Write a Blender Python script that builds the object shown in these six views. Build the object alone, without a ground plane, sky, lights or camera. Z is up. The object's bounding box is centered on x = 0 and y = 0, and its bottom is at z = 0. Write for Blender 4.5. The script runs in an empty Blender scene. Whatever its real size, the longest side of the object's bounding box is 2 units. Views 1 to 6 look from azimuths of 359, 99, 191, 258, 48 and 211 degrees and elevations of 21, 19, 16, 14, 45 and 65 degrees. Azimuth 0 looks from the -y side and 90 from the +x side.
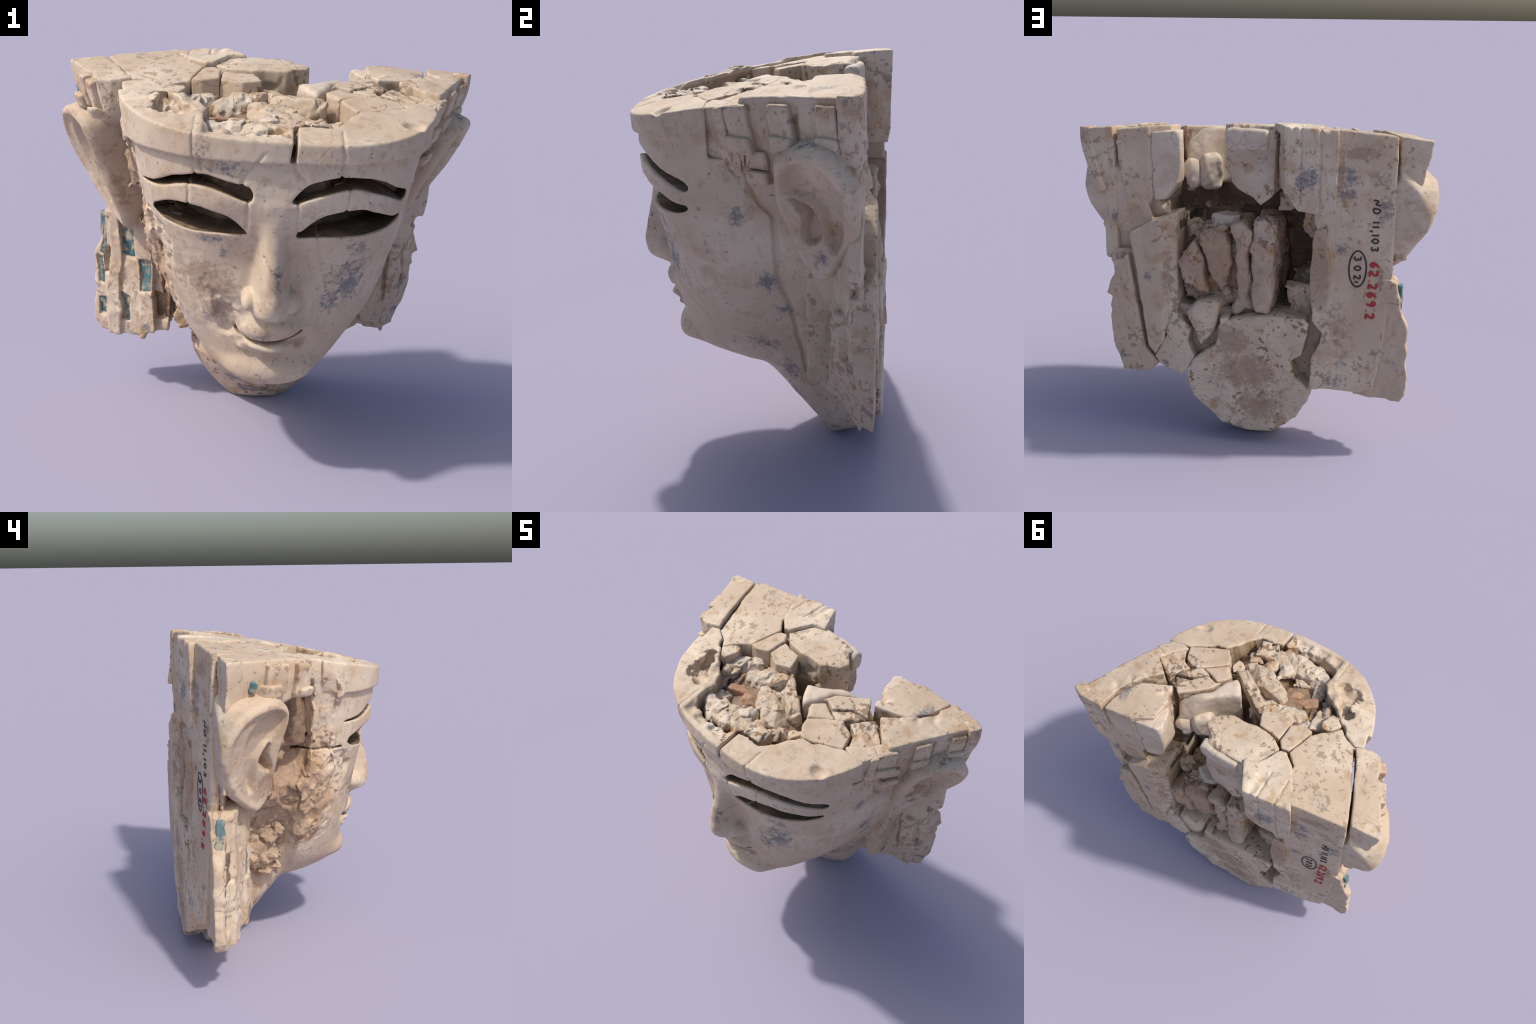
# Carved ivory head: broken tusk-ivory face with headband, ears, hair locks, neck,
# glued ivory slabs at the back and top, rubble core.  All shapes are implicit solids
# (profiles, plan outlines, elevation outlines, noise) polygonised with surface nets.
import bpy, math
import numpy as np

S = 1.0            # grid size multiplier (1 = final)
F4 = np.float32
rng = np.random.RandomState(7)

# ------------------------------------------------------------------ grid + noise
class Grid:
    def __init__(s, lo, hi, h):
        s.h = h * S
        ax = [np.arange(l - 2 * s.h, u + 3 * s.h, s.h).astype(F4) for l, u in zip(lo, hi)]
        s.ax = ax
        s.X, s.Y, s.Z = ax[0][:, None, None], ax[1][None, :, None], ax[2][None, None, :]
        s.shape = tuple(len(a) for a in ax)

def _hash(ix, iy, iz, seed):
    h = (ix.astype(np.uint32) * np.uint32(374761393) + iy.astype(np.uint32) * np.uint32(668265263)
         + iz.astype(np.uint32) * np.uint32(2147483647) + np.uint32((seed * 144665 + 12345) & 0xffffffff))
    h = (h ^ (h >> np.uint32(13))) * np.uint32(1274126177)
    h = h ^ (h >> np.uint32(16))
    return (h & np.uint32(0xffff)).astype(F4) / F4(32767.5) - F4(1)

def vnoise(p, freq, seed):
    q = p * F4(freq) + F4(100.0)
    i = np.floor(q).astype(np.int32)
    f = q - i
    f = f * f * (3 - 2 * f)
    r = 0
    for a in (0, 1):
        wa = f[0] if a else 1 - f[0]
        for b in (0, 1):
            wb = wa * (f[1] if b else 1 - f[1])
            for c in (0, 1):
                r = r + wb * (f[2] if c else 1 - f[2]) * _hash(i[0] + a, i[1] + b, i[2] + c, seed)
    return r

def fbm(p, freq, octaves, seed, gain=.5):
    r, a = 0, 1.0
    for o in range(octaves):
        r = r + a * vnoise(p, freq * 2.03 ** o, seed + 17 * o)
        a *= gain
    return r

def cells(p, freq, seed):
    """worley-like facets: (F1, random value of the nearest cell)"""
    q = p * F4(freq) + F4(50.0)
    i = np.floor(q).astype(np.int32)
    best = np.full(q.shape[1], 9, F4); val = np.zeros(q.shape[1], F4)
    for a in (-1, 0, 1):
        for b in (-1, 0, 1):
            for c in (-1, 0, 1):
                j = (i[0] + a, i[1] + b, i[2] + c)
                ox, oy, oz = [_hash(*j, seed + k) * F4(.5) + F4(.5) for k in (1, 2, 3)]
                d = (j[0] + ox - q[0]) ** 2 + (j[1] + oy - q[1]) ** 2 + (j[2] + oz - q[2]) ** 2
                m = d < best
                best = np.where(m, d, best); val = np.where(m, _hash(*j, seed + 9), val)
    return np.sqrt(best), val

def near(G, V, band):
    idx = np.nonzero(np.abs(V) < band)
    p = np.stack([G.ax[0][idx[0]], G.ax[1][idx[1]], G.ax[2][idx[2]]])
    return idx, p

# ------------------------------------------------------------------ implicit helpers
def smax(a, b, k):
    h = np.maximum(k - np.abs(a - b), 0) / k
    return np.maximum(a, b) + h * h * (k * .25)

def smin(a, b, k):
    return -smax(-a, -b, k)

def poly2(pts, U, W):
    """signed distance to a polygon, negative inside"""
    d = None; inside = None
    n = len(pts)
    for i in range(n):
        ax, ay = pts[i]; bx, by = pts[(i + 1) % n]
        ex, ey = bx - ax, by - ay
        wx, wy = U - F4(ax), W - F4(ay)
        t = np.clip((wx * ex + wy * ey) / (ex * ex + ey * ey + 1e-12), 0, 1)
        dd = (wx - ex * t) ** 2 + (wy - ey * t) ** 2
        d = dd if d is None else np.minimum(d, dd)
        c = ((ay > W) != (by > W)) & (U < ex * (W - ay) / (ey if abs(ey) > 1e-9 else 1e-9) + ax)
        inside = c if inside is None else inside ^ c
    return (np.sqrt(d) * np.where(inside, -1, 1)).astype(F4)

def soft(pts, n=5):
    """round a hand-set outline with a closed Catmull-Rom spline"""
    P = np.array(pts, float); out = []
    for i in range(len(P)):
        a, b, c, d = P[i - 1], P[i], P[(i + 1) % len(P)], P[(i + 2) % len(P)]
        for t in np.arange(n) / n:
            out.append(tuple(.5 * (2 * b + (c - a) * t + (2 * a - 5 * b + 4 * c - d) * t * t + (3 * b - a - 3 * c + d) * t ** 3)))
    return out

def line2(pts, U, W):
    """distance to an open polyline"""
    d = None
    for (ax, ay), (bx, by) in zip(pts[:-1], pts[1:]):
        ex, ey = bx - ax, by - ay
        t = np.clip(((U - ax) * ex + (W - ay) * ey) / (ex * ex + ey * ey + 1e-12), 0, 1)
        dd = (U - ax - ex * t) ** 2 + (W - ay - ey * t) ** 2
        d = dd if d is None else np.minimum(d, dd)
    return np.sqrt(d).astype(F4)

def ell(G, c, r):
    k = np.sqrt(((G.X - c[0]) / r[0]) ** 2 + ((G.Y - c[1]) / r[1]) ** 2 + ((G.Z - c[2]) / r[2]) ** 2)
    return ((k - 1) * min(r)).astype(F4)

def curve(z, tab):
    """smooth curve through (position, value) pairs"""
    zs = np.array([t[0] for t in tab]); vs = np.array([t[1] for t in tab])
    dz = np.diff(zs); m = np.diff(vs) / dz
    t = np.zeros(len(zs)); t[0], t[-1] = m[0], m[-1]
    for i in range(1, len(zs) - 1):
        t[i] = 0 if m[i - 1] * m[i] <= 0 else 2 * m[i - 1] * m[i] / (m[i - 1] + m[i])
    z = np.clip(z, zs[0], zs[-1])
    i = np.clip(np.searchsorted(zs, z) - 1, 0, len(zs) - 2)
    h = dz[i]; s = (z - zs[i]) / h
    return ((2 * s ** 3 - 3 * s ** 2 + 1) * vs[i] + (s ** 3 - 2 * s ** 2 + s) * h * t[i]
            + (-2 * s ** 3 + 3 * s ** 2) * vs[i + 1] + (s ** 3 - s ** 2) * h * t[i + 1]).astype(F4)

def topz(x, y):
    """the sloping sawn top of the tusk"""
    return (1.790 - .013 * x + .170 * y - .120 * y * y - .072 * x * x + .02 * x * y).astype(F4)

SIDE = [(.3, .16), (.4, .25), (.6, .36), (.8, .46), (1.0, .53), (1.15, .57), (1.3, .61), (1.45, .685), (1.6, .735), (1.75, .775), (2, .79)]
def side(G, sgn, off=0.0, slope=.48):
    """slanting side plane of the wig: negative inside"""
    a = curve(G.ax[2], SIDE)[None, None, :]
    flare = .10 * np.clip((G.Y - .40) / .05, 0, 1) * np.clip((1.32 - G.Z) / .1, 0, 1)   # plate behind the ear lobe
    return ((sgn * G.X - a - slope * G.Y - off - flare) / 1.15).astype(F4)

# ------------------------------------------------------------------ surface nets
def surface_nets(V, G):
    V = V.astype(F4)
    for ax in range(3):
        sl = [slice(None)] * 3
        for e in (0, -1):
            sl[ax] = e; V[tuple(sl)] = np.maximum(V[tuple(sl)], F4(.5 * G.h))
    s = V < 0
    c = np.zeros(tuple(n - 1 for n in V.shape), np.uint8)
    corners = [(a, b, d) for a in (0, 1) for b in (0, 1) for d in (0, 1)]
    nx, ny, nz = c.shape
    for a, b, d in corners:
        c += s[a:a + nx, b:b + ny, d:d + nz]
    act = np.nonzero((c > 0) & (c < 8))
    K = len(act[0])
    idx = np.full(c.shape, -1, np.int32); idx[act] = np.arange(K)
    cv = np.stack([V[act[0] + a, act[1] + b, act[2] + d] for a, b, d in corners], 1)
    acc = np.zeros((K, 3), F4); cnt = np.zeros(K, F4)
    for i in range(8):
        for j in range(i + 1, 8):
            ci, cj = np.array(corners[i]), np.array(corners[j])
            if np.abs(ci - cj).sum() != 1: continue
            va, vb = cv[:, i], cv[:, j]
            m = (va < 0) != (vb < 0)
            t = np.where(m, va / np.where(m, va - vb, 1), 0)
            acc += np.where(m[:, None], ci + t[:, None] * (cj - ci), 0)
            cnt += m
    P = acc / cnt[:, None] + np.stack(act, 1)
    P = P * G.h + np.array([a[0] for a in G.ax], F4)
    quads = []
    for ax in range(3):
        o1, o2 = [(1, 2), (2, 0), (0, 1)][ax]
        A = [slice(1, n - 1) for n in V.shape]; B = list(A)
        A[ax] = slice(0, V.shape[ax] - 1); B[ax] = slice(1, V.shape[ax])
        sa, sb = s[tuple(A)], s[tuple(B)]
        for flip in (False, True):
            e = np.array(np.nonzero((sb & ~sa) if flip else (sa & ~sb))).T
            if not len(e): continue
            off = np.ones(3, int); off[ax] = 0
            e = e + off
            def cell(d1, d2):
                q = e.copy(); q[:, o1] += d1; q[:, o2] += d2
                return idx[q[:, 0], q[:, 1], q[:, 2]]
            q = np.stack([cell(-1, -1), cell(0, -1), cell(0, 0), cell(-1, 0)], 1)
            quads.append(q[:, ::-1] if flip else q)
    Q = np.concatenate(quads)
    return P.astype(F4), Q.astype(np.int32)

def relax(P, Q, it=1, w=.5):
    for _ in range(it):
        acc = np.zeros_like(P); n = np.zeros(len(P), F4)
        for k in range(4):
            a, b = Q[:, k], Q[:, (k + 1) % 4]
            for dim in range(3):
                acc[:, dim] += np.bincount(a, P[b, dim], len(P)) + np.bincount(b, P[a, dim], len(P))
            n += np.bincount(a, minlength=len(P)) + np.bincount(b, minlength=len(P))
        P = P * (1 - w) + w * acc / np.maximum(n, 1)[:, None]
    return P.astype(F4)

def vnormals(P, Q):
    d1, d2 = P[Q[:, 2]] - P[Q[:, 0]], P[Q[:, 3]] - P[Q[:, 1]]
    fn = np.cross(d1, d2)
    N = np.stack([sum(np.bincount(Q[:, k], fn[:, d], len(P)) for k in range(4)) for d in range(3)], 1)
    return (N / np.maximum(np.linalg.norm(N, axis=1), 1e-12)[:, None]).astype(F4)

def mesh_object(name, P, Q, mats, parent, fmat=None, normals=None, kind=None):
    me = bpy.data.meshes.new(name)
    me.vertices.add(len(P)); me.vertices.foreach_set("co", P.ravel())
    me.loops.add(Q.size); me.loops.foreach_set("vertex_index", Q.ravel())
    me.polygons.add(len(Q))
    me.polygons.foreach_set("loop_start", np.arange(0, Q.size, 4, dtype=np.int32))
    me.polygons.foreach_set("use_smooth", np.ones(len(Q), bool))
    for m in mats: me.materials.append(m)
    if fmat is not None: me.polygons.foreach_set("material_index", fmat.astype(np.int32))
    me.update(calc_edges=True); me.validate()
    if normals is not None: me.normals_split_custom_set_from_vertices(normals.tolist())
    ob = bpy.data.objects.new(name, me)
    bpy.context.scene.collection.objects.link(ob)
    ob.parent = parent
    if kind: ob["kind"] = kind
    return ob

def build(name, G, V, mats, parent, fmat=None, smooth=1, kind=None):
    P, Q = surface_nets(V, G)
    P = relax(P, Q, smooth, .4)
    fm = fmat(P[Q].mean(1)) if fmat else None
    return mesh_object(name, P, Q, mats, parent, fm, kind=kind)

# ------------------------------------------------------------------ materials
class Nodes:
    def __init__(s, name, rough=.6):
        s.m = bpy.data.materials.new(name); s.m.use_nodes = True
        s.t = s.m.node_tree; s.b = s.t.nodes["Principled BSDF"]
        s.b.inputs["Roughness"].default_value = rough
        s.b.inputs["Specular IOR Level"].default_value = .25
        s.co = s.t.nodes.new("ShaderNodeTexCoord").outputs["Object"]
    def new(s, t, **kw):
        n = s.t.nodes.new(t)
        for k, v in kw.items(): setattr(n, k, v)
        return n
    def put(s, sock, v):
        if hasattr(v, "is_output") or isinstance(v, bpy.types.NodeSocket): s.t.links.new(v, sock)
        else: sock.default_value = v
    def math(s, op, a, b=0.0, clamp=False):
        n = s.new("ShaderNodeMath", operation=op, use_clamp=clamp)
        s.put(n.inputs[0], a); s.put(n.inputs[1], b); return n.outputs[0]
    def noise(s, scale, detail=4, rough=.55, co=None, dist=0.0):
        n = s.new("ShaderNodeTexNoise")
        s.t.links.new(co or s.co, n.inputs["Vector"])
        n.inputs["Scale"].default_value = scale; n.inputs["Detail"].default_value = detail
        n.inputs["Roughness"].default_value = rough; n.inputs["Distortion"].default_value = dist
        return n.outputs[0]
    def new_noise_color(s, scale):
        n = s.new("ShaderNodeTexNoise"); s.t.links.new(s.co, n.inputs["Vector"]); n.inputs["Scale"].default_value = scale; n.inputs["Detail"].default_value = 3
        return n.outputs[1]
    def mapping(s, loc=(0, 0, 0), scale=(1, 1, 1), rot=(0, 0, 0)):
        n = s.new("ShaderNodeMapping"); s.t.links.new(s.co, n.inputs[0])
        n.inputs["Location"].default_value = loc; n.inputs["Scale"].default_value = scale
        n.inputs["Rotation"].default_value = rot
        return n.outputs[0]
    def step(s, v, lo, hi):
        n = s.new("ShaderNodeMapRange", interpolation_type="SMOOTHSTEP")
        s.put(n.inputs[0], v); n.inputs[1].default_value = lo; n.inputs[2].default_value = hi
        return n.outputs[0]
    def mix(s, f, a, b):
        n = s.new("ShaderNodeMix", data_type="RGBA")
        s.put(n.inputs[0], f)
        for i, c in ((6, a), (7, b)):
            s.put(n.inputs[i], c if isinstance(c, bpy.types.NodeSocket) else (*c, 1))
        return n.outputs[2]
    def blob(s, c, r):
        """1 at the centre of an ellipsoid, 0 at its rim"""
        sc = tuple(1 / v for v in r)
        co = s.mapping(tuple(-a * b for a, b in zip(c, sc)), sc)
        n = s.new("ShaderNodeVectorMath", operation="LENGTH"); s.t.links.new(co, n.inputs[0])
        return s.math("SUBTRACT", 1.0, n.outputs["Value"], True)
    def finish(s, col, bump):
        s.put(s.b.inputs["Base Color"], col)
        b = s.new("ShaderNodeBump"); b.inputs["Strength"].default_value = .35
        b.inputs["Distance"].default_value = .006
        s.t.links.new(bump, b.inputs["Height"]); s.t.links.new(b.outputs[0], s.b.inputs["Normal"])
        return s.m

IV = (.515, .402, .298); IV2 = (.615, .512, .396); TAN = (.42, .27, .155)
BROWN = (.215, .125, .07); GREY = (.15, .152, .165); BLUE = (.065, .17, .235)

def ivory(name, brown=.5, tan=.5, specks=.5, greys=(), browns=(), blues=(), grain=(3, 3, 12), light=0.0, pale=IV2, base=IV, cracks=.5, blot=.55):
    n = Nodes(name)
    big = n.noise(2.3, 3); mid = n.noise(9, 5, .6); fine = n.noise(38, 5, .65)
    col = n.mix(n.step(big, .38, .66), base, pale)
    gr = n.noise(1.0, 3, .5, n.mapping(scale=tuple(g * 6 for g in grain)))
    col = n.mix(n.math("MULTIPLY", n.step(gr, .52, .7), .3), col, TAN)
    # broad washes, then honey-coloured staining
    col = n.mix(n.math("MULTIPLY", n.step(n.noise(3.3, 5, .62, dist=.6), .50, .68), .6 * tan), col, (.46, .33, .22))
    t = n.math("ADD", n.math("MULTIPLY", mid, .6), n.math("MULTIPLY", n.noise(4.1, 4), .4))
    col = n.mix(n.math("MULTIPLY", n.step(t, .518, .61), tan), col, TAN)
    # brown soil spots
    sp = n.math("ADD", n.math("MULTIPLY", n.noise(31, 4, .55), .62), n.math("MULTIPLY", n.noise(4.9, 3), .38))
    col = n.mix(n.math("MULTIPLY", n.step(sp, .562, .600), brown), col, BROWN)
    # dark pin specks
    col = n.mix(n.math("MULTIPLY", n.math("MULTIPLY", n.step(n.noise(44, 3, .5), .645, .69), n.step(n.noise(6.3, 3), .45, .6)), specks), col, (.17, .135, .115))
    vo = n.new("ShaderNodeTexVoronoi", feature="DISTANCE_TO_EDGE"); vo.inputs["Scale"].default_value = 3.2
    wv = n.new("ShaderNodeVectorMath", operation="MULTIPLY_ADD"); n.t.links.new(n.new_noise_color(5.0), wv.inputs[0]); wv.inputs[1].default_value = (.16, .16, .16); n.t.links.new(n.co, wv.inputs[2])
    n.t.links.new(wv.outputs[0], vo.inputs["Vector"])
    crack = n.math("SUBTRACT", 1.0, n.step(vo.outputs["Distance"], .004, .016))
    crack = n.math("MULTIPLY", crack, n.step(n.noise(2.7, 2), .46, .56))
    col = n.mix(n.math("MULTIPLY", crack, cracks), col, (.22, .15, .10))
    if blot: col = n.mix(n.math("MULTIPLY", n.math("MULTIPLY", n.step(n.noise(15, 5, .72), .585, .64), n.step(n.noise(2.1, 2), .47, .58)), blot), col, (.19, .18, .175))
    wob = n.math("ADD", n.math("MULTIPLY", n.noise(16, 6, .75), .6), n.math("MULTIPLY", n.noise(58, 4, .7), .5)); wob = n.math("SUBTRACT", wob, .05)
    def patches(lst, colr, gain, amt):
        nonlocal col
        tot = None
        for c, r in lst:
            b = n.blob(c, r)
            tot = b if tot is None else n.math("MAXIMUM", tot, b)
        if tot is not None:
            m = n.math("ADD", n.math("MULTIPLY", tot, gain), n.math("SUBTRACT", wob, .5))
            m = n.math("MULTIPLY", n.math("MULTIPLY", n.step(m, .12, .30), amt), n.step(tot, 0.0, .15))
            col = n.mix(m, col, colr)
    patches(browns, (.30, .20, .14), .40, .7)
    patches(greys, GREY, .31, .85)
    patches(blues, BLUE, .9, 1)
    if light: col = n.mix(light, col, (.72, .68, .62))
    h = n.math("SUBTRACT", n.math("ADD", n.math("MULTIPLY", mid, .6), n.math("MULTIPLY", fine, .4)), n.math("MULTIPLY", crack, cracks))
    return n.finish(col, h)

FACE_GREYS = [((.36, -.38, 1.02), (.17, .3, .25)), ((.30, -.42, .93), (.12, .3, .12)), ((.39, -.36, 1.17), (.10, .2, .1)),
              ((.06, -.58, 1.08), (.04, .1, .13)), ((-.20, -.46, 1.21), (.16, .2, .06)), ((-.17, -.46, 1.15), (.05, .2, .08)),
              ((-.02, -.5, .765), (.10, .1, .035)), ((-.27, -.5, 1.62), (.09, .2, .13)), ((-.17, -.53, 1.53), (.14, .2, .06)),
              ((.64, -.03, 1.27), (.1, .07, .09)), ((.59, .1, .97), (.15, .11, .08)), ((.55, .16, .83), (.15, .09, .06)),
              ((.40, .05, .62), (.2, .16, .08)), ((.33, .15, .45), (.2, .14, .14)), ((.2, .22, .28), (.18, .2, .17)),
              ((-.1, .15, .2), (.2, .2, .1)), ((.0, .2, .1), (.3, .2, .08)), ((.12, .12, .25), (.14, .2, .14)), ((-.5, -.2, 1.52), (.1, .1, .07))]
FACE_BROWNS = [((-.25, -.42, .98), (.24, .3, .2)), ((-.2, -.42, .86), (.16, .3, .12)), ((.03, -.5, .79), (.05, .1, .06)),
               ((.17, -.4, .72), (.06, .1, .06)), ((-.52, .08, 1.1), (.25, .28, .5)), ((-.45, .1, .75), (.25, .3, .3)), ((-.66, .05, 1.45), (.15, .2, .22))]

MAT = {}
MAT["face"] = ivory("face_ivory", .22, .45, .7, FACE_GREYS, FACE_BROWNS, grain=(4, 4, 1.5), cracks=.15, blot=.35)
MAT["socket"] = ivory("socket_dark_brown", 0, .6, .6, base=(.13, .10, .07), pale=(.19, .14, .085))
MAT["block"] = ivory("block_ivory", .8, .85, .8, cracks=.35, greys= [((.72, .33, 1.79), (.07, .2, .08)), ((.72, .12, 1.75), (.05, .05, .06)), ((.5, .2, 1.8), (.06, .06, .06))])
MAT["slab"] = ivory("slab_ivory", .55, .6, .5,
                    [((-.33, .58, 1.58), (.16, .1, .17)), ((-.55, .54, 1.60), (.1, .1, .12)), ((-.53, .54, 1.50), (.10, .1, .07)), ((-.74, .53, 1.43), (.09, .1, .2)), ((-.90, .5, 1.40), (.09, .1, .12)),
                     ((-.62, .4, 1.84), (.16, .12, .05)), ((-.52, .53, 1.2), (.07, .1, .06)), ((-.5, .55, .45), (.14, .1, .08)), ((-.72, .53, .62), (.06, .1, .06)),
                     ((.6, .56, .97), (.05, .1, .06)), ((.76, .53, .48), (.06, .1, .06)), ((.50, .56, .45), (.05, .1, .05)), ((.48, .56, 1.4), (.06, .1, .06)),
                     ((.8, .5, 1.3), (.05, .1, .08)), ((.72, .33, 1.79), (.07, .2, .08)), ((.72, .12, 1.75), (.05, .05, .06)), ((.86, .4, .62), (.1, .1, .08)), ((.75, .45, .5), (.05, .1, .1))],
                    [((-.50, .53, 1.6), (.05, .1, .3)), ((-.62, .53, 1.72), (.2, .1, .08)), ((.48, .56, 1.0), (.06, .1, .3)), ((-.5, .53, .75), (.15, .1, .2))], grain=(9, 9, 1), cracks=.12)
MAT["fresh"] = ivory("fresh_break_ivory", .35, .6, .3, light=.22)
MAT["core"] = ivory("rough_core", .8, 1, .5, base=(.36, .25, .17), pale=(.5, .40, .31))
MAT["crust"] = ivory("crusted_ivory", .9, 1, .9, base=(.45, .345, .245), pale=(.62, .54, .44))
MAT["column"] = ivory("stained_column", .9, 1, .6, base=(.43, .31, .22), pale=(.55, .45, .36))
MAT["soil"] = ivory("soil_fill", .6, .6, .4, base=(.16, .105, .07), pale=(.24, .16, .11))
MAT["stone"] = ivory("brown_lump", .3, .4, .4, base=(.36, .20, .125), pale=(.42, .25, .16))
MAT["broken"] = ivory("broken_cheek", .9, 1, .6, FACE_GREYS[12:16], FACE_BROWNS[4:], base=(.42, .295, .195), pale=(.58, .465, .35), grain=(5, 5, 1.2))
MAT["ear"] = ivory("ear_ivory", .3, .5, .6, [((.93, .3, 1.6), (.07, .1, .08)), ((.72, .35, 1.13), (.1, .1, .1)), ((-.68, .25, 1.15), (.08, .1, .1)), ((-.8, .4, 1.3), (.06, .1, .1))],
                   [((-.72, .22, 1.2), (.1, .15, .2))], cracks=.15)
MAT["lock"] = ivory("lock_ivory", .5, .7, .6, [((.80, .42, .68), (.09, .1, .1)), ((.70, .42, .8), (.05, .1, .08)), ((-.66, .37, .36), (.1, .1, .05)), ((-.6, .3, .42), (.1, .1, .06)), ((.8, .4, .5), (.1, .1, .06))], grain=(8, 8, 1))
MAT["neck"] = ivory("neck_ivory", .9, .8, .7, FACE_GREYS[12:18], [((0, .58, .45), (.36, .2, .2)), ((-.05, .6, .25), (.3, .2, .2)), ((.1, .6, .62), (.2, .2, .2))], cracks=.3)
def inlay():
    n = Nodes("blue_inlay", .7)
    w = n.noise(13, 5, .65)
    col = n.mix(n.step(n.noise(5, 3), .4, .65), (.06, .145, .17), (.12, .205, .21))
    col = n.mix(n.step(w, .45, .58), col, (.38, .33, .24))
    col = n.mix(n.step(n.noise(24, 4, .6), .60, .68), col, (.20, .15, .10))
    return n.finish(col, w)
MAT["inlay"] = inlay()
def ink(name, c):
    n = Nodes(name, .7)
    return n.finish(n.mix(n.math("MULTIPLY", n.noise(45, 3), .5), c, tuple(v * .6 + .06 for v in c)), n.noise(40))
MAT["black"] = ink("black_ink", (.035, .033, .035)); MAT["red"] = ink("red_paint", (.42, .03, .035))

# ------------------------------------------------------------------ thing
root = bpy.data.objects.new("carved_ivory_head", None)
bpy.context.scene.collection.objects.link(root)
root["label"] = "broken carved ivory head with headband, large ears and stepped hair locks"
root["category"] = "statue head"

XC = .035
PROFILE = [(0, .31), (.1, .215), (.234, .105), (.36, 0.0), (.41, -.10), (.44, -.24), (.475, -.33), (.51, -.385), (.545, -.410), (.58, -.410), (.63, -.403), (.7, -.41),
           (.8, -.433), (.9, -.443), (1.0, -.453), (1.1, -.466), (1.2, -.490), (1.3, -.53), (1.4, -.55), (1.5, -.55), (1.75, -.555)]
WIDTH = [(.33, .10), (.37, .16), (.412, .21), (.45, .25), (.514, .315), (.656, .43), (.82, .515), (1.0, .572), (1.2, .613), (1.4, .640), (1.55, .668), (1.65, .685), (1.8, .695)]
POWER = [(.3, 2.0), (.6, 2.05), (.9, 2.2), (1.2, 2.4), (1.45, 2.6), (1.8, 2.7)]
NECKW = [(.3, .36), (.4, .36), (.5, .385), (.6, .41), (.8, .46), (1.0, .50), (1.3, .54)]

# plan outline of everything behind the face ring (cut out of the head above the floor)
INNER = [(.78, -.11), (.70, -.125), (.59, -.139), (.438, -.224), (.37, -.245), (.25, -.425), (.09, -.455), (-.2, -.465), (-.264, -.429), (-.245, -.300),
         (-.441, -.119), (-.52, -.03), (-.60, .01), (-.69, -.03), (-1.2, -.03), (-1.2, .8), (1.2, .8), (1.2, -.11)]

BROWS = [[(.104, 1.415), (.166, 1.478), (.279, 1.507), (.363, 1.503), (.459, 1.478), (.535, 1.435), (.605, 1.390), (.585, 1.350), (.516, 1.394), (.424, 1.435), (.335, 1.45), (.208, 1.425), (.118, 1.397)],
         [(-.525, 1.405), (-.473, 1.42), (-.371, 1.47), (-.267, 1.496), (-.205, 1.487), (-.098, 1.465), (-.07, 1.46), (-.053, 1.427), (-.073, 1.394), (-.165, 1.421), (-.243, 1.442), (-.338, 1.444), (-.454, 1.405)]]
EYES = [[(.134, 1.26), (.152, 1.275), (.208, 1.331), (.284, 1.358), (.39, 1.363), (.454, 1.341), (.546, 1.29), (.585, 1.285), (.575, 1.262), (.518, 1.240), (.425, 1.233), (.318, 1.236), (.216, 1.243), (.137, 1.24)],
        [(-.475, 1.300), (-.45, 1.325), (-.393, 1.353), (-.33, 1.361), (-.241, 1.352), (-.155, 1.326), (-.079, 1.258), (-.083, 1.246), (-.142, 1.242), (-.233, 1.238), (-.315, 1.234), (-.41, 1.25), (-.465, 1.277)]]
BROWS = [soft(b, 4) for b in BROWS]; EYES = [soft(e, 4) for e in EYES]
FRAGMENT = [(-.75, 1.9), (-.62, 1.62), (-.585, 1.52), (-.545, 1.34), (-.47, 1.40), (-.3, 1.45), (-.3, 1.9)]
CRACKS = [[(.22, 1.241), (.238, 1.132), (.263, 1.038), (.307, .932), (.36, .84), (.43, .76)], [(.092, 1.58), (.114, 1.527), (.162, 1.489)], [(.33, 1.45), (.327, 1.362)], [(.125, 1.395), (.13, 1.27)],
          [(-.07, 1.39), (-.075, 1.27)], [(-.315, 1.44), (-.32, 1.36)], [(-.02, 1.60), (-.09, 1.50), (-.10, 1.465)], [(.29, 1.67), (.29, 1.50)], [(-.30, 1.7), (-.295, 1.49)], [(.0, 1.165), (.06, 1.09), (.10, 1.14), (.14, 1.17)]]

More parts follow.
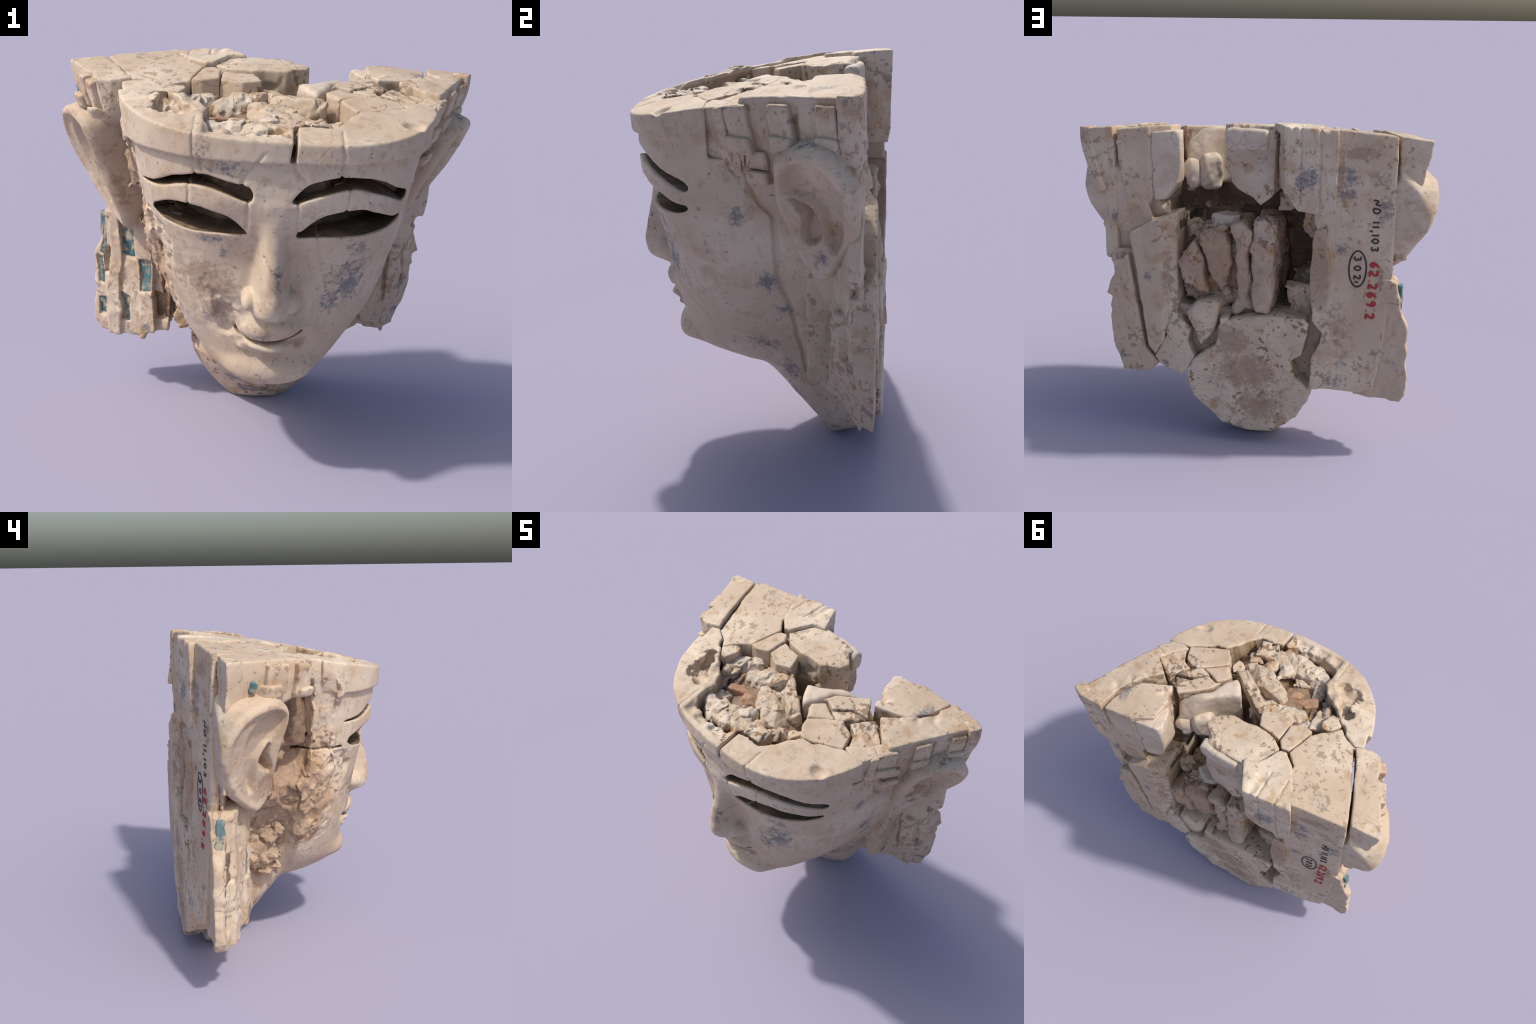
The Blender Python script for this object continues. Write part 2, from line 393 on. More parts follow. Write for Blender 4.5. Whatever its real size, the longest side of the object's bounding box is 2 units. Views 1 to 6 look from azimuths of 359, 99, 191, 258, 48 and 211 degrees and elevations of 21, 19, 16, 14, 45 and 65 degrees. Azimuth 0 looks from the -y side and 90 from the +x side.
def head_solid(G, yc=.2):
    z = G.ax[2]
    p = curve(z, POWER)[None, None, :]
    F = np.minimum(curve(z, PROFILE), .12)[None, None, :]; W = curve(z, WIDTH)[None, None, :]
    dx = np.abs(G.X - F4(XC))
    fl = curve(z, [(0, -.1), (.36, -.03), (.4, -.3), (.45, -.36), (.49, -.39), (3, -1)])[None, None, :]
    D = yc - F
    W = W * np.where(G.X > XC, 1.015, 1.0).astype(F4)
    p = p + np.where(G.X > XC, .18, .14).astype(F4) * np.clip((1.35 - z) / .2, 0, 1)[None, None, :].astype(F4)
    v = (np.power(dx / W, p) + np.power(np.maximum(yc - G.Y, 0) / D, p)) ** (1 / p) - 1
    face = v * np.minimum(W, D)
    face = np.maximum(face, F4(.375) - G.Z)
    # neck: half-disc stump, its front cut by a slanting convex face below the chin
    Wn = curve(z, NECKW)[None, None, :]
    ax = np.abs(G.X - F4(.005))
    zc = F4(.40) + .27 * (G.Y - .34)
    disc = (np.sqrt((ax / np.where(G.X > 0, .372, .36)) ** 2 + (np.minimum(G.Z - zc, 0) / .425) ** 2) - 1) * .36
    disc = np.maximum(disc, F4(.002) - G.Z)
    neck = np.where(G.Z > zc, ax - Wn, disc)
    fn = np.maximum(-.015 + .86 * (.380 - z), -.25)[None, None, :].astype(F4)
    neck = smax(neck, (fn + np.where(G.X > .005, 1.8, 2.2) * ax * ax - G.Y) / 1.6, .012)
    neck = np.maximum(neck, G.Y - F4(.46)); neck = np.maximum(neck, G.Z - F4(1.0))
    V = smin(face, neck, .03)
    return V, face, neck

def make_head():
    G = Grid((-.78, -.63, -.01), (.78, .46, 1.76), .0052)
    V, face, neck = head_solid(G)
    # sides behind the cheeks (under ears and locks), recessed on the broken side
    for sg, off in ((1, -.012), (-1, -.06)):
        sd = side(G, sg, off)
        if sg < 0: sd = sd + .11 * np.clip((G.Z - 1.05) / .2, 0, 1) * np.clip((.28 - G.Y) / .1, 0, 1)
        sd = smax(sd, F4(.05) - G.Y - .12 * (G.Z - 1.0), .03)
        sd = smax(sd, G.Y - F4(.46), .01); sd = np.maximum(sd, -sg * G.X)
        sd = np.maximum(sd, F4(.42) - G.Z)
        V = smin(V, sd, .02)
    # ---- nose
    z = G.ax[2]
    ridge = curve(z, [(.84, -.46), (.865, -.50), (.89, -.578), (.92, -.602), (.96, -.608), (1.02, -.602), (1.1, -.586), (1.2, -.556), (1.28, -.548), (1.4, -.55)])
    nw = curve(z, [(.84, .06), (.87, .080), (.92, .088), (1.0, .082), (1.1, .075), (1.2, .072), (1.3, .085), (1.4, .13)])[None, None, :]
    base = -.40
    dn = (base - ridge)[None, None, :]
    nose = (np.power(np.abs(G.X - F4(XC + .003)) / nw, 2.2) + np.power(np.maximum(base - G.Y, 0) / dn, 2.2)) ** (1 / 2.2) - 1
    nose = nose * np.minimum(nw, dn)
    nose = smax(nose, F4(.842) - G.Z - .55 * (G.Y + .50), .02)
    nose = smax(nose, G.Z - F4(1.40), .05); nose = np.maximum(nose, G.Y - base - .02)
    V = smin(V, nose, .03)
    for sx in (-1, 1):
        V = smin(V, ell(G, (XC + .003 + sx * .088, -.475, .945), (.040, .058, .050)), .008)
    V += (.165 * np.clip((-.42 - G.X) / .10, 0, 1) * np.clip((G.Y + .07) / .06, 0, 1) * np.clip((.30 - G.Y) / .1, 0, 1) * np.clip((G.Z - 1.08) / .15, 0, 1) * np.clip((1.66 - G.Z) / .05, 0, 1)).astype(F4)
    V += (.15 * np.clip((-.22 - G.X) / .12, 0, 1) * np.clip((G.Y + .04) / .14, 0, 1) * np.clip((.40 - G.Y) / .1, 0, 1) * np.clip((1.02 - G.Z) / .22, 0, 1) * np.clip((G.Z - .30) / .14, 0, 1)).astype(F4)
    # ---- mouth, chin
    V = smin(V, ell(G, (XC + .005, -.36, .80), (.165, .134, .085)), .02)
    V = smin(V, ell(G, (XC + .005, -.375, .698), (.138, .103, .052)), .008)
    V = smin(V, ell(G, (XC + .01, -.335, .56), (.185, .098, .078)), .035)
    line = curve(G.ax[0], [(-.3, .83), (-.1, .757), (-.03, .735), (.04, .731), (.116, .748), (.165, .777), (.3, .85)])[:, None, None]
    slot = np.sqrt((G.Z - line) ** 2 + (np.maximum(np.abs(G.X - .045) - .135, 0)) ** 2) - .008
    slot = smax(slot, np.abs(G.Y + .45) - .09, .01)
    V = smax(V, -slot, .008)
    ll = curve(G.ax[0], [(-.3, .8), (-.087, .705), (-.038, .668), (.048, .650), (.12, .672), (.172, .72), (.35, .85)])[:, None, None]
    groove = np.sqrt((G.Z - ll) ** 2 + (np.maximum(np.abs(G.X - .045) - .12, 0)) ** 2 + ((G.Y + .475) * .6) ** 2) - .036
    V = smax(V, -groove, .018)
    # ---- headband: proud strip above z = 1.565
    bl = (1.562 + .008 * np.abs(G.X) + .012 * G.X * 0)
    band = smax(face - .022, bl - G.Z, .008)
    band = np.maximum(band, G.Y - F4(-.10))
    V = np.minimum(V, band)
    V = smax(V, G.Z - topz(G.X, G.Y), .009)
    # notch through the band
    nt = np.maximum(np.abs(G.X - .095 - .1 * (G.Z - 1.6)) - .010, F4(1.57) - G.Z); nt = np.maximum(nt, G.Y + .40)
    V = np.maximum(V, -nt)
    # ---- brows and eyes are sockets for inlay
    for pts in BROWS + EYES:
        d = poly2(pts, G.ax[0][:, None], G.ax[2][None, :])[:, None, :]
        back = -.37 + 1.25 * np.maximum(np.abs(G.X - XC) - .12, 0) ** 1.35
        d = smax(d, G.Y - np.minimum(back + (.03 if pts in EYES else .0), -.06), .015)
        V = smax(V, -d, .006)
    # ---- hollow core behind the ring
    d = poly2(INNER, G.ax[0][:, None], G.ax[1][None, :])[:, :, None]
    g2 = np.stack([a.ravel() for a in np.broadcast_arrays(G.ax[0][:, None], G.ax[1][None, :], F4(0))]).astype(F4)
    d = d + (.016 * fbm(g2, 13, 3, 66)).reshape(d.shape) * np.clip((.55 - np.abs(G.X)) / .05, 0, 1)
    floor = 1.30 + .21 * np.clip((np.abs(G.X) - .52) / .02, 0, 1) * np.clip((.42 - G.Y) / .05, 0, 1)
    V = smax(V, -np.maximum(d, floor - G.Z), .01)
    cav = smax(np.maximum(F4(-.385) - G.X, G.X - F4(.43)), np.maximum(F4(.79) - G.Z, G.Z - F4(1.40)), .03)
    V = smax(V, -np.maximum(cav, F4(.13) - G.Y), .01)
    # dents on the ring top
    for c, r in (((.60, -.33, 1.69), (.05, .035, .03)), ((.50, -.42, 1.69), (.03, .02, .015)), ((-.43, -.27, 1.72), (.07, .10, .07)), ((-.36, -.33, 1.72), (.05, .05, .06)),
                 ((-.46, -.18, 1.72), (.05, .06, .05))):
        V = smax(V, -ell(G, c, r), .012)
    # crumbled front stretch of the ring
    V = V.astype(F4)
    def part_of(x0, x1, y0, y1, z0, z1, band):
        """points close to the surface inside a box: (index arrays, coordinates)"""
        sl = [slice(*np.searchsorted(a, (l, u))) for a, (l, u) in zip(G.ax, ((x0, x1), (y0, y1), (z0, z1)))]
        idx = np.nonzero(np.abs(V[tuple(sl)]) < band)
        idx = tuple(i + q.start for i, q in zip(idx, sl))
        return idx, np.stack([G.ax[k][idx[k]] for k in range(3)])
    idx, p = part_of(-.28, .10, -.545, -.29, 1.58, 1.9, .06)
    rough = np.maximum(np.maximum(np.abs(p[0] + .09) - .18, p[1] + .30), -(p[1] + .545 - .25 * p[0] ** 2))
    w = np.clip(-rough / .03, 0, 1) * np.clip((p[2] - 1.61) / .05, 0, 1)
    V[idx] += w * (.022 + .022 * fbm(p, 16, 3, 5))
    idx, p = part_of(-.56, -.26, -.42, -.08, 1.58, 1.9, .04)
    w = np.clip(1.25 - np.sqrt(((p[0] + .42) / .10) ** 2 + ((p[1] + .25) / .13) ** 2), 0, 1)
    V[idx] += w * .030 * fbm(p, 19, 3, 7)
    # ---- broken left cheek: flaked away, rough and pitted
    idx, p = part_of(-.8, -.18, -.40, .5, .28, 1.75, .075)
    fx = np.clip((-.30 - .35 * (p[1] + .15) - p[0]) / .10, 0, 1)
    n1 = fbm(p * np.array([[1], [1], [.6]], F4), 7, 3, 21)
    mask = np.clip((p[1] + .27 + .10 * n1 - .22 * np.clip(1.0 - p[2], 0, 1)) / .05, 0, 1) * fx * np.clip((p[2] - .30) / .08, 0, 1)
    frag = poly2(FRAGMENT, p[0], p[2])                          # intact upper piece by the brow
    keep = np.clip(-frag / .015 + .5, 0, 1) * np.clip((.0 - p[1]) / .02, 0, 1)
    mask = mask * (1 - keep)
    sel = mask > .01
    idx = tuple(i[sel] for i in idx); p = p[:, sel]; mask = mask[sel]; n1 = n1[sel]
    f1, cv = cells(p * np.array([[1], [1], [.55]], F4), 9, 31)
    f2, cv2 = cells(p * np.array([[1], [1], [.7]], F4), 20, 33)
    deep = np.clip((p[1] + .05) / .15, 0, 1) * np.clip((1.0 - p[2]) / .2, 0, 1)
    V[idx] += mask * (.002 + .020 * deep + .015 * cv + .008 * cv2 + .012 * fbm(p, 22, 3, 41) + .010 * fbm(p * np.array([[1], [1], [.3]], F4), 20, 2, 43) + .012 * n1)
    # chips around the mouth corner and cheek
    idx, p = part_of(-.40, -.03, -.6, -.25, .68, 1.16, .03)
    n3 = fbm(p, 13, 3, 55)
    for c, rad, a in (((-.17, -.40, .84), .12, .020), ((-.24, -.38, 1.0), .14, .010), ((-.12, -.42, .77), .06, .02)):
        dd = np.sqrt(((p[0] - c[0]) ** 2 + (p[1] - c[1]) ** 2 * .5 + (p[2] - c[2]) ** 2)) / rad
        V[idx] += np.clip(1.2 - dd, 0, 1) * np.clip(n3 + .25, 0, 1) * a * 1.6
    # overall gentle unevenness, hairline cracks, seam between face and wig
    idx, p = near(G, V, .018)
    V[idx] += .0035 * fbm(p, 9, 2, 3)
    wx = p[0] + .006 * vnoise(p, 25, 77)
    for cr in CRACKS:
        lo, hi = np.min(cr, 0) - .02, np.max(cr, 0) + .02
        m = (p[0] > lo[0]) & (p[0] < hi[0]) & (p[2] > lo[1]) & (p[2] < hi[1]) & (p[1] < -.05)
        q = tuple(i[m] for i in idx)
        V[q] += .007 * np.clip(1 - line2(cr, wx[m], p[2][m]) / .008, 0, 1)
    idx, p = part_of(.3, .8, -.2, .3, .45, 1.75, .03)
    sy = np.interp(p[2], [.5, .83, .967, 1.266, 1.464, 1.72], [.24, .19, .14, .13, -.03, -.12]).astype(F4)
    V[idx] += .018 * np.clip(1 - np.abs(p[1] - sy + .01 * fbm(p, 12, 2, 78)) / .016, 0, 1)
    idx, p = part_of(-.8, -.4, -.26, .2, 1.24, 1.29, .04)
    V[idx] += .03 * np.clip(1 - np.abs(p[2] - 1.265 - .006 * vnoise(p, 8, 3)) / .009, 0, 1)
    P, Q = surface_nets(V, G)
    P = relax(P, Q, 2, .4)
    N = vnormals(P, Q)
    C = P[Q].mean(1)
    cx, cy, cz = C.T
    # ---- materials by region
    fm = np.zeros(len(C), int)                                  # 0 face ivory
    for pts in BROWS + EYES:
        d = poly2(pts, cx, cz)
        surf = ((np.abs(cx - XC) / np.interp(cz, [w[0] for w in WIDTH], [w[1] for w in WIDTH])) ** 2.6)
        ysurf = .2 - (.2 - np.interp(cz, [w[0] for w in PROFILE], [w[1] for w in PROFILE])) * np.clip(1 - surf, 0, 1) ** (1 / 2.6)
        fm[(d < .004) & (cy > ysurf + .018)] = 1
    cm = np.clip((-.33 - .35 * (cy + .15) - cx) / .05, 0, 1) * (cy > -.22 + .25 * np.clip(1.0 - cz, 0, 1)) * (cz > .3)
    kf = poly2(FRAGMENT, cx, cz)
    fm[(cm > .5) & ~((kf < 0) & (cy < 0)) & (fm == 0)] = 2
    innerd = poly2(INNER, cx, cy)
    fm[(cy > .1) & (np.abs(cx) < .385) & (cz > .78) & (cz < 1.42)] = 3
    fm[(innerd < .012) & (np.abs(cx) < .6) & (cz > 1.28) & (cz < topz(cx, cy) - .02)] = 3
    rg = (np.abs(cx + .09) < .19) & (cy < -.3) & (cy > -.54) & (cz > 1.6) & (fm == 0)
    fm[rg] = 4
    nk = (cz < .42) & (cy > -.10 + (.42 - cz) * .3)
    mats = [MAT["face"], MAT["socket"], MAT["broken"], MAT["core"], MAT["crust"]]
    # ---- named regions with shared border vertices and shared normals
    reg = np.zeros(len(C), int)
    reg[(np.abs(cx - XC) < .135 - .06 * np.clip((cz - .95) / .3, 0, 1)) & (cz > .86) & (cz < 1.22) & (cy < -.44)] = 1
    reg[(np.abs(cx - .045) < .165) & (cz > .64) & (cz <= .86) & (cy < -.36)] = 2
    reg[(np.abs(cx - XC) < .21) & (cz > .42) & (cz <= .64) & (cy < -.28)] = 3
    reg[nk] = 4
    reg[(cz > 1.566) & (cy < -.09)] = 5
    reg[(reg == 0) & (cy > -.02) & (cx > .3)] = 6
    reg[(reg == 0) & (cy > -.02) & (cx < -.3)] = 6
    for r, nm in enumerate(["face", "nose", "mouth", "chin", "neck", "headband", "temple"]):
        sel = reg == r
        q = Q[sel]
        u, inv = np.unique(q, return_inverse=True)
        mm = list(mats)
        if nm == "neck": mm[0] = MAT["neck"]
        mesh_object(nm, P[u], inv.reshape(q.shape).astype(np.int32), mm, root, fm[sel], N[u])

# ------------------------------------------------------------------ ivory blocks
def block(name, plan=None, elev=None, zr=(0, 3), yr=(-1, 1), top=None, sides=None, mat="block", rnd=.006, rough=.004, facet=0.0, h=.0065, seed=1, cuts=(), extra=None, gap=.003, tilt=None, kind=None):
    """a piece of tusk: plan outline (x,y) x elevation outline (x,z) under the sawn top"""
    pts = [p[0] for p in (plan or [])] + [p[0] for p in (elev or [])]
    x0, x1 = (max(min(p[0] for p in q) for q in (plan, elev) if q), min(max(p[0] for p in q) for q in (plan, elev) if q))
    y0 = max(yr[0], min(p[1] for p in plan)) if plan else yr[0]
    y1 = min(yr[1], max(p[1] for p in plan)) if plan else yr[1]
    z0 = max(zr[0], min(p[1] for p in elev)) if elev else zr[0]
    z1 = min(zr[1], max(p[1] for p in elev)) if elev else zr[1]
    z1 = min(z1, 1.93)
    G = Grid((x0 - .02, y0 - .02, z0 - .02), (x1 + .02, y1 + .02, z1 + .02), h)
    V = smax(np.maximum(F4(y0) - G.Y, G.Y - F4(y1)) + 0 * G.X, np.maximum(F4(z0) - G.Z, G.Z - F4(z1)), rnd) + np.zeros(G.shape, F4)
    if plan is not None:
        d = poly2(plan, G.ax[0][:, None], G.ax[1][None, :])[:, :, None] + gap
        V = smax(V, d, rnd)
    if elev is not None:
        d = poly2(elev, G.ax[0][:, None], G.ax[2][None, :])[:, None, :] + gap
        V = smax(V, d, rnd)
    if top is not None:
        tz = topz(G.X, G.Y) + F4(top)
        if tilt: tz = tz + tilt[0] * (G.X - tilt[2]) + tilt[1] * (G.Y - tilt[3])
        V = smax(V, G.Z - tz, rnd)
    if sides:
        V = smax(V, side(G, sides[0], sides[1]), rnd)
    for pt, nn in cuts:                       # broken-off planes
        nn = np.array(nn) / np.linalg.norm(nn)
        V = smax(V, ((G.X - pt[0]) * nn[0] + (G.Y - pt[1]) * nn[1] + (G.Z - pt[2]) * nn[2]).astype(F4), rnd)
    if extra: V = extra(G, V)
    idx, p = near(G, V, .05)
    V[idx] += rough * fbm(p, 10, 3, seed) + .03 * np.clip(fbm(p, 8, 3, seed + 60) - .55, 0, .5)
    if facet:
        f1, cv = cells(p, 11, seed + 5)
        V[idx] += facet * (.5 * cv + .9 * fbm(p, 18, 4, seed + 3, .6))
    return build(name, G, V, [MAT[mat]], root, kind=kind)

def strips(G, V, lines, w=.005, dep=.008, axis="x"):
    """thin grooves along growth layers seen on the back of a slab: lines of (x at z0, x at z1)"""
    for (xa, za), (xb, zb) in lines:
        t = (G.Z - za) / (zb - za)
        xl = xa + (xb - xa) * t
        V = V + np.where((t > 0) & (t < 1) & (G.Y > .4), dep * np.clip(1 - np.abs(G.X - xl) / w, 0, 1), 0).astype(F4)
    return V

def foot_cut(G, V):
    """the outer lower corner of the right-hand locks is broken away obliquely"""
    lim = curve(G.ax[2], [(.33, .125), (.45, .14), (.55, .175), (.7, .225), (.9, .27), (1.2, .40)])[None, None, :]
    return smax(V, (.69 * G.X - .73 * G.Y - lim).astype(F4), .012)

def slab_faces(G, V):
    """inscribed slab: leans back slightly; thin below the ear"""
    V = smax(V, (curve(G.ax[2], [(.3, .47), (1.12, .46), (1.32, .38), (1.5, .28), (1.6, .10), (1.67, -.2), (2, -.3)])[None, None, :] - G.Y) * .6, .02)
    return smax(V, G.Y - curve(G.ax[2], [(.3, .572), (.7, .552), (1.1, .530), (1.5, .520), (1.85, .500)])[None, None, :] - .12 * (G.X + .62), .008)

def make_blocks():
    B = block
    # --- left (figure's right) columns
    B("ivory_slab", [(-.60, .01), (-.70, -.025), (-.76, -.02), (-.80, .06), (-.805, .124), (-.85, .14), (-.882, .155), (-.93, .27), (-.975, .41), (-.975, .455), (-.80, .47), (-.775, .42), (-.66, .13)],
      [(-.55, 1.9), (-1.1, 1.9), (-1.1, 1.5), (-.99, 1.45), (-.95, 1.32), (-.87, 1.19), (-.87, 1.13), (-.80, 1.12), (-.70, 1.05), (-.55, 1.15)], top=.012, sides=(-1, -.012), mat="slab", seed=11, gap=.006, extra=lambda G, V: smax(V, (curve(G.ax[2], [(1, .22), (1.5, .20), (1.62, -.02), (1.7, -.2), (2, -.3)])[None, None, :] - G.Y) * .6, .03))
    B("ivory_slab", [(-.365, .30), (-.300, .235), (-.355, .04), (-.44, -.02), (-.482, -.075), (-.54, -.02), (-.60, .0), (-.645, .12), (-.72, .28), (-.795, .48), (-.79, .60), (-.49, .60), (-.36, .60), (-.36, .40)],
      [(-.24, 1.95), (-.80, 1.95), (-.81, 1.52), (-.81, 1.18), (-.79, 1.02), (-.77, .75), (-.75, .56), (-.72, .40), (-.64, .375), (-.43, .39), (-.34, .38), (-.27, .46), (-.32, .51), (-.41, .66), (-.42, .72), (-.35, .79), (-.37, .88), (-.375, 1.32), (-.30, 1.40)],
      top=.008, tilt=(0, .06, -.5, .45), mat="slab", seed=12, rough=.003, extra=slab_faces)
    B("ivory_slab", [(-.298, .245), (-.365, .305), (-.44, .43), (-.490, .556), (-.20, .582), (-.14, .47), (-.105, .40), (-.19, .385), (-.255, .25)],
      [(-.05, 1.95), (-.50, 1.95), (-.485, 1.42), (-.42, 1.38), (-.27, 1.40), (-.22, 1.48), (-.17, 1.53), (-.15, 1.66), (-.16, 1.80), (-.10, 1.82)], top=.012, mat="slab", seed=13,
      extra=lambda G, V: strips(G, V, [((-.285, 1.9), (-.29, 1.45)), ((-.388, 1.9), (-.392, 1.38))], .007, .012))
    # --- central block at the back, with broken pale faces
    B("ivory_block", [(.182, .238), (.085, .178), (-.02, .178), (-.076, .169), (-.153, .180), (-.20, .20), (-.252, .243), (-.190, .390), (-.14, .40), (-.12, .49), (.10, .49), (.135, .44), (.13, .36), (.20, .30)],
      [(-.30, 1.95), (.25, 1.95), (.22, 1.6), (.155, 1.52), (.01, 1.45), (-.05, 1.40), (-.16, 1.49), (-.25, 1.5)], top=-.003, seed=14, mat="block",
      cuts=[((-.0, .460, 1.55), (.05, 1, .13)), ((.10, .42, 1.81), (.2, .8, .9))])
    B("ivory_block", [(.165, .36), (.16, .44), (.03, .465), (-.08, .465), (-.11, .40), (-.04, .36)], zr=(1.70, 1.9), top=-.020, seed=15, mat="fresh", rnd=.03)
    # --- right (figure's left) columns
    B("ivory_slab", [(.704, .022), (.79, .0), (.95, .28), (.985, .40), (.965, .485), (.79, .50), (.755, .34), (.69, .225), (.60, .14), (.585, .125)],
      [(.55, 1.9), (1.1, 1.9), (1.1, 1.7), (.97, 1.62), (.965, 1.38), (.87, 1.22), (.875, 1.04), (.74, 1.06), (.55, 1.2)], top=.018, sides=(1, -.014), mat="slab", seed=16)
    B("ivory_slab", [(.782, .50), (.75, .345), (.685, .235), (.60, .20), (.502, .165), (.462, .275), (.47, .42), (.58, .475), (.585, .482), (.78, .495)],
      [(.40, 1.9), (.79, 1.9), (.775, 1.62), (.72, 1.36), (.57, 1.325), (.50, 1.37), (.45, 1.45)], top=.0, mat="slab", seed=17, cuts=[((.47, .40, 1.55), (-.9, .3, -.55))])
    B("ivory_block", [(.582, .475), (.50, .40), (.460, .285), (.43, .33), (.395, .45), (.41, .47), (.578, .480)], [(.36, 1.9), (.6, 1.9), (.59, 1.7), (.57, 1.40), (.50, 1.40), (.43, 1.50), (.385, 1.65)],
      top=-.03, mat="fresh", seed=18, cuts=[((.42, .45, 1.80), (-.55, .55, .35))])
    # --- top ring blocks on the right
    B("ivory_block", [(.37, -.245), (.44, -.222), (.588, -.143), (.556, -.04), (.52, -.02), (.485, .0), (.40, -.05), (.30, -.13), (.323, -.19)], zr=(1.35, 2), top=-.006, seed=19)
    B("ivory_block", [(.593, -.115), (.66, -.06), (.70, .02), (.62, .10), (.57, .125), (.548, .085), (.49, .0), (.552, -.03)], zr=(1.35, 2), top=-.012, seed=20)
    B("ivory_block", [(.69, -.145), (.745, -.13), (.79, -.045), (.70, .012), (.66, -.06), (.597, -.12)], zr=(1.46, 2), gap=-.008, top=-.008, sides=(1, .004), seed=21, mat="lock")
    B("ivory_block", [(.795, -.045), (.84, .06), (.705, .025)], zr=(1.46, 2), top=-.004, sides=(1, .004), seed=22, mat="lock")
    B("ivory_block", [(.485, .003), (.545, .085), (.44, .06), (.36, -.01), (.43, -.04)], zr=(1.4, 2), top=-.008, seed=23)
    B("ivory_block", [(.43, -.035), (.36, -.01), (.30, .02), (.267, -.012), (.22, -.07), (.30, -.125)], zr=(1.4, 2), top=-.012, seed=24)
    B("ivory_block", [(.54, .095), (.50, .155), (.455, .20), (.37, .14), (.298, .075), (.265, -.005), (.30, .025), (.36, .0), (.44, .07)], zr=(1.4, 2), top=-.008, seed=25)
    B("ivory_block", [(.46, .20), (.43, .28), (.34, .22), (.25, .12), (.19, .08), (.12, .04), (.17, -.04), (.21, -.08), (.262, -.005), (.295, .08), (.37, .148)], zr=(1.44, 2), top=-.012, seed=26, mat="fresh", rnd=.03,
      cuts=[((.33, .17, 1.78), (.1, .75, .55))])
    # --- left inner blocks
    B("ivory_block", [(-.07, .160), (-.150, .170), (-.214, .188), (-.225, .07), (-.12, .02), (-.03, .06)], zr=(1.4, 2), top=-.018, seed=27)
    B("ivory_block", [(-.222, .065), (-.30, .03), (-.352, .04), (-.33, .14), (-.296, .228), (-.25, .235), (-.22, .19)], zr=(1.4, 2), top=-.012, seed=28)
    B("ivory_block", [(-.43, -.13), (-.478, -.078), (-.44, -.02), (-.37, .015), (-.36, -.06), (-.39, -.13)], zr=(1.4, 2), top=-.014, seed=29)
    # small front blocks of the ring next to the notch
    # --- lower slabs at the back
    B("ivory_slab", None, [(.70, 1.22), (.56, 1.30), (.425, 1.345), (.42, .79), (.50, .60), (.56, .49), (.60, .55), (.65, .86)], yr=(.26, .570), mat="slab", seed=31, cuts=[((.50, .545, 1.0), (-.45, 1, .05)), ((.6, .55, 1.0), (0, 1, .03)), ((.5, .3, 1.32), (0, -.6, 1))])
    B("ivory_slab", None, [(.81, 1.05), (.71, 1.10), (.67, .84), (.62, .53), (.54, .44), (.60, .385), (.79, .37), (.825, .54), (.84, .74), (.82, .83), (.855, .85), (.82, .96)], extra=foot_cut, yr=(.46, .555), mat="slab", seed=32)
    B("ivory_slab", None, [(.45, .78), (.34, .68), (.36, .59), (.32, .50), (.37, .40), (.41, .375), (.54, .435), (.565, .485), (.51, .60)], yr=(.36, .560), mat="slab", seed=33)
    B("ivory_slab", None, [(.37, .77), (.31, .84), (.20, .87), (.16, .84), (.21, .66), (.29, .56), (.32, .67)], yr=(.36, .57), mat="slab", seed=34, rnd=.03, rough=.008)
    B("neck_stump", None, [(.12, .76), (-.16, .80), (-.32, .80), (-.352, .76), (-.31, .57), (-.25, .53), (-.28, .44), (-.355, .375), (-.355, .31), (-.28, .18), (-.14, .085), (0, .065), (.16, .115), (.33, .26), (.38, .37), (.33, .49), (.19, .60), (.18, .72)],
      yr=(.36, .605), cuts=[((0, .580, .7), (0, 1, .012))], mat="neck", seed=35, rnd=.02, rough=.006)
    B("ivory_slab", None, [(.17, .76), (.11, .77), (.12, .62), (.16, .60)], yr=(.4, .575), mat="fresh", seed=36)
    # rough columns in the middle of the back
    B("rough_column", None, [(-.02, 1.34), (-.09, 1.345), (-.14, 1.32), (-.155, 1.26), (-.15, 1.11), (-.13, .92), (-.12, .79), (-.03, .79), (.0, .95), (.01, 1.12)], yr=(.2, .565), mat="column", seed=37, rnd=.03, rough=.010, facet=.008, cuts=[((-.08, .52, 1.32), (0, 1, .09))])
    B("rough_column", None, [(.11, 1.29), (.05, 1.31), (-.01, 1.26), (.01, 1.11), (-.02, .80), (.11, .76), (.09, .9), (.08, 1.1)], yr=(.2, .52), mat="column", seed=38, rnd=.03, rough=.012, facet=.008)
    B("rough_column", None, [(.29, 1.23), (.2, 1.28), (.14, 1.24), (.12, 1.10), (.13, .94), (.17, .87), (.26, 1.02), (.27, 1.13)], yr=(.2, .53), mat="core", seed=39, rnd=.03, rough=.012, facet=.008)
    B("rough_column", None, [(.33, 1.20), (.43, 1.06), (.40, .96), (.30, .89), (.22, .86), (.26, .93), (.27, 1.09)], yr=(.36, .53), mat="core", seed=40, rnd=.03, rough=.010, facet=.006)
    B("ivory_flake", None, [(-.36, 1.30), (-.44, 1.34), (-.46, 1.0), (-.44, .8), (-.36, .82), (-.345, 1.0)], yr=(.36, .568), mat="core", seed=41, rough=.008)
    B("broken_temple", [(-.30, .0), (-.44, -.01), (-.49, .05), (-.62, .12), (-.69, .24), (-.77, .44), (-.30, .44)], zr=(1.22, 1.66), mat="broken", seed=45, rnd=.03, rough=.014, facet=.020)
    B("broken_jaw", None, [(-.415, 1.0), (-.20, 1.0), (-.20, .48), (-.30, .48), (-.40, .62)], yr=(.06, .30), mat="broken", seed=47, rnd=.05, rough=.014, facet=.024)
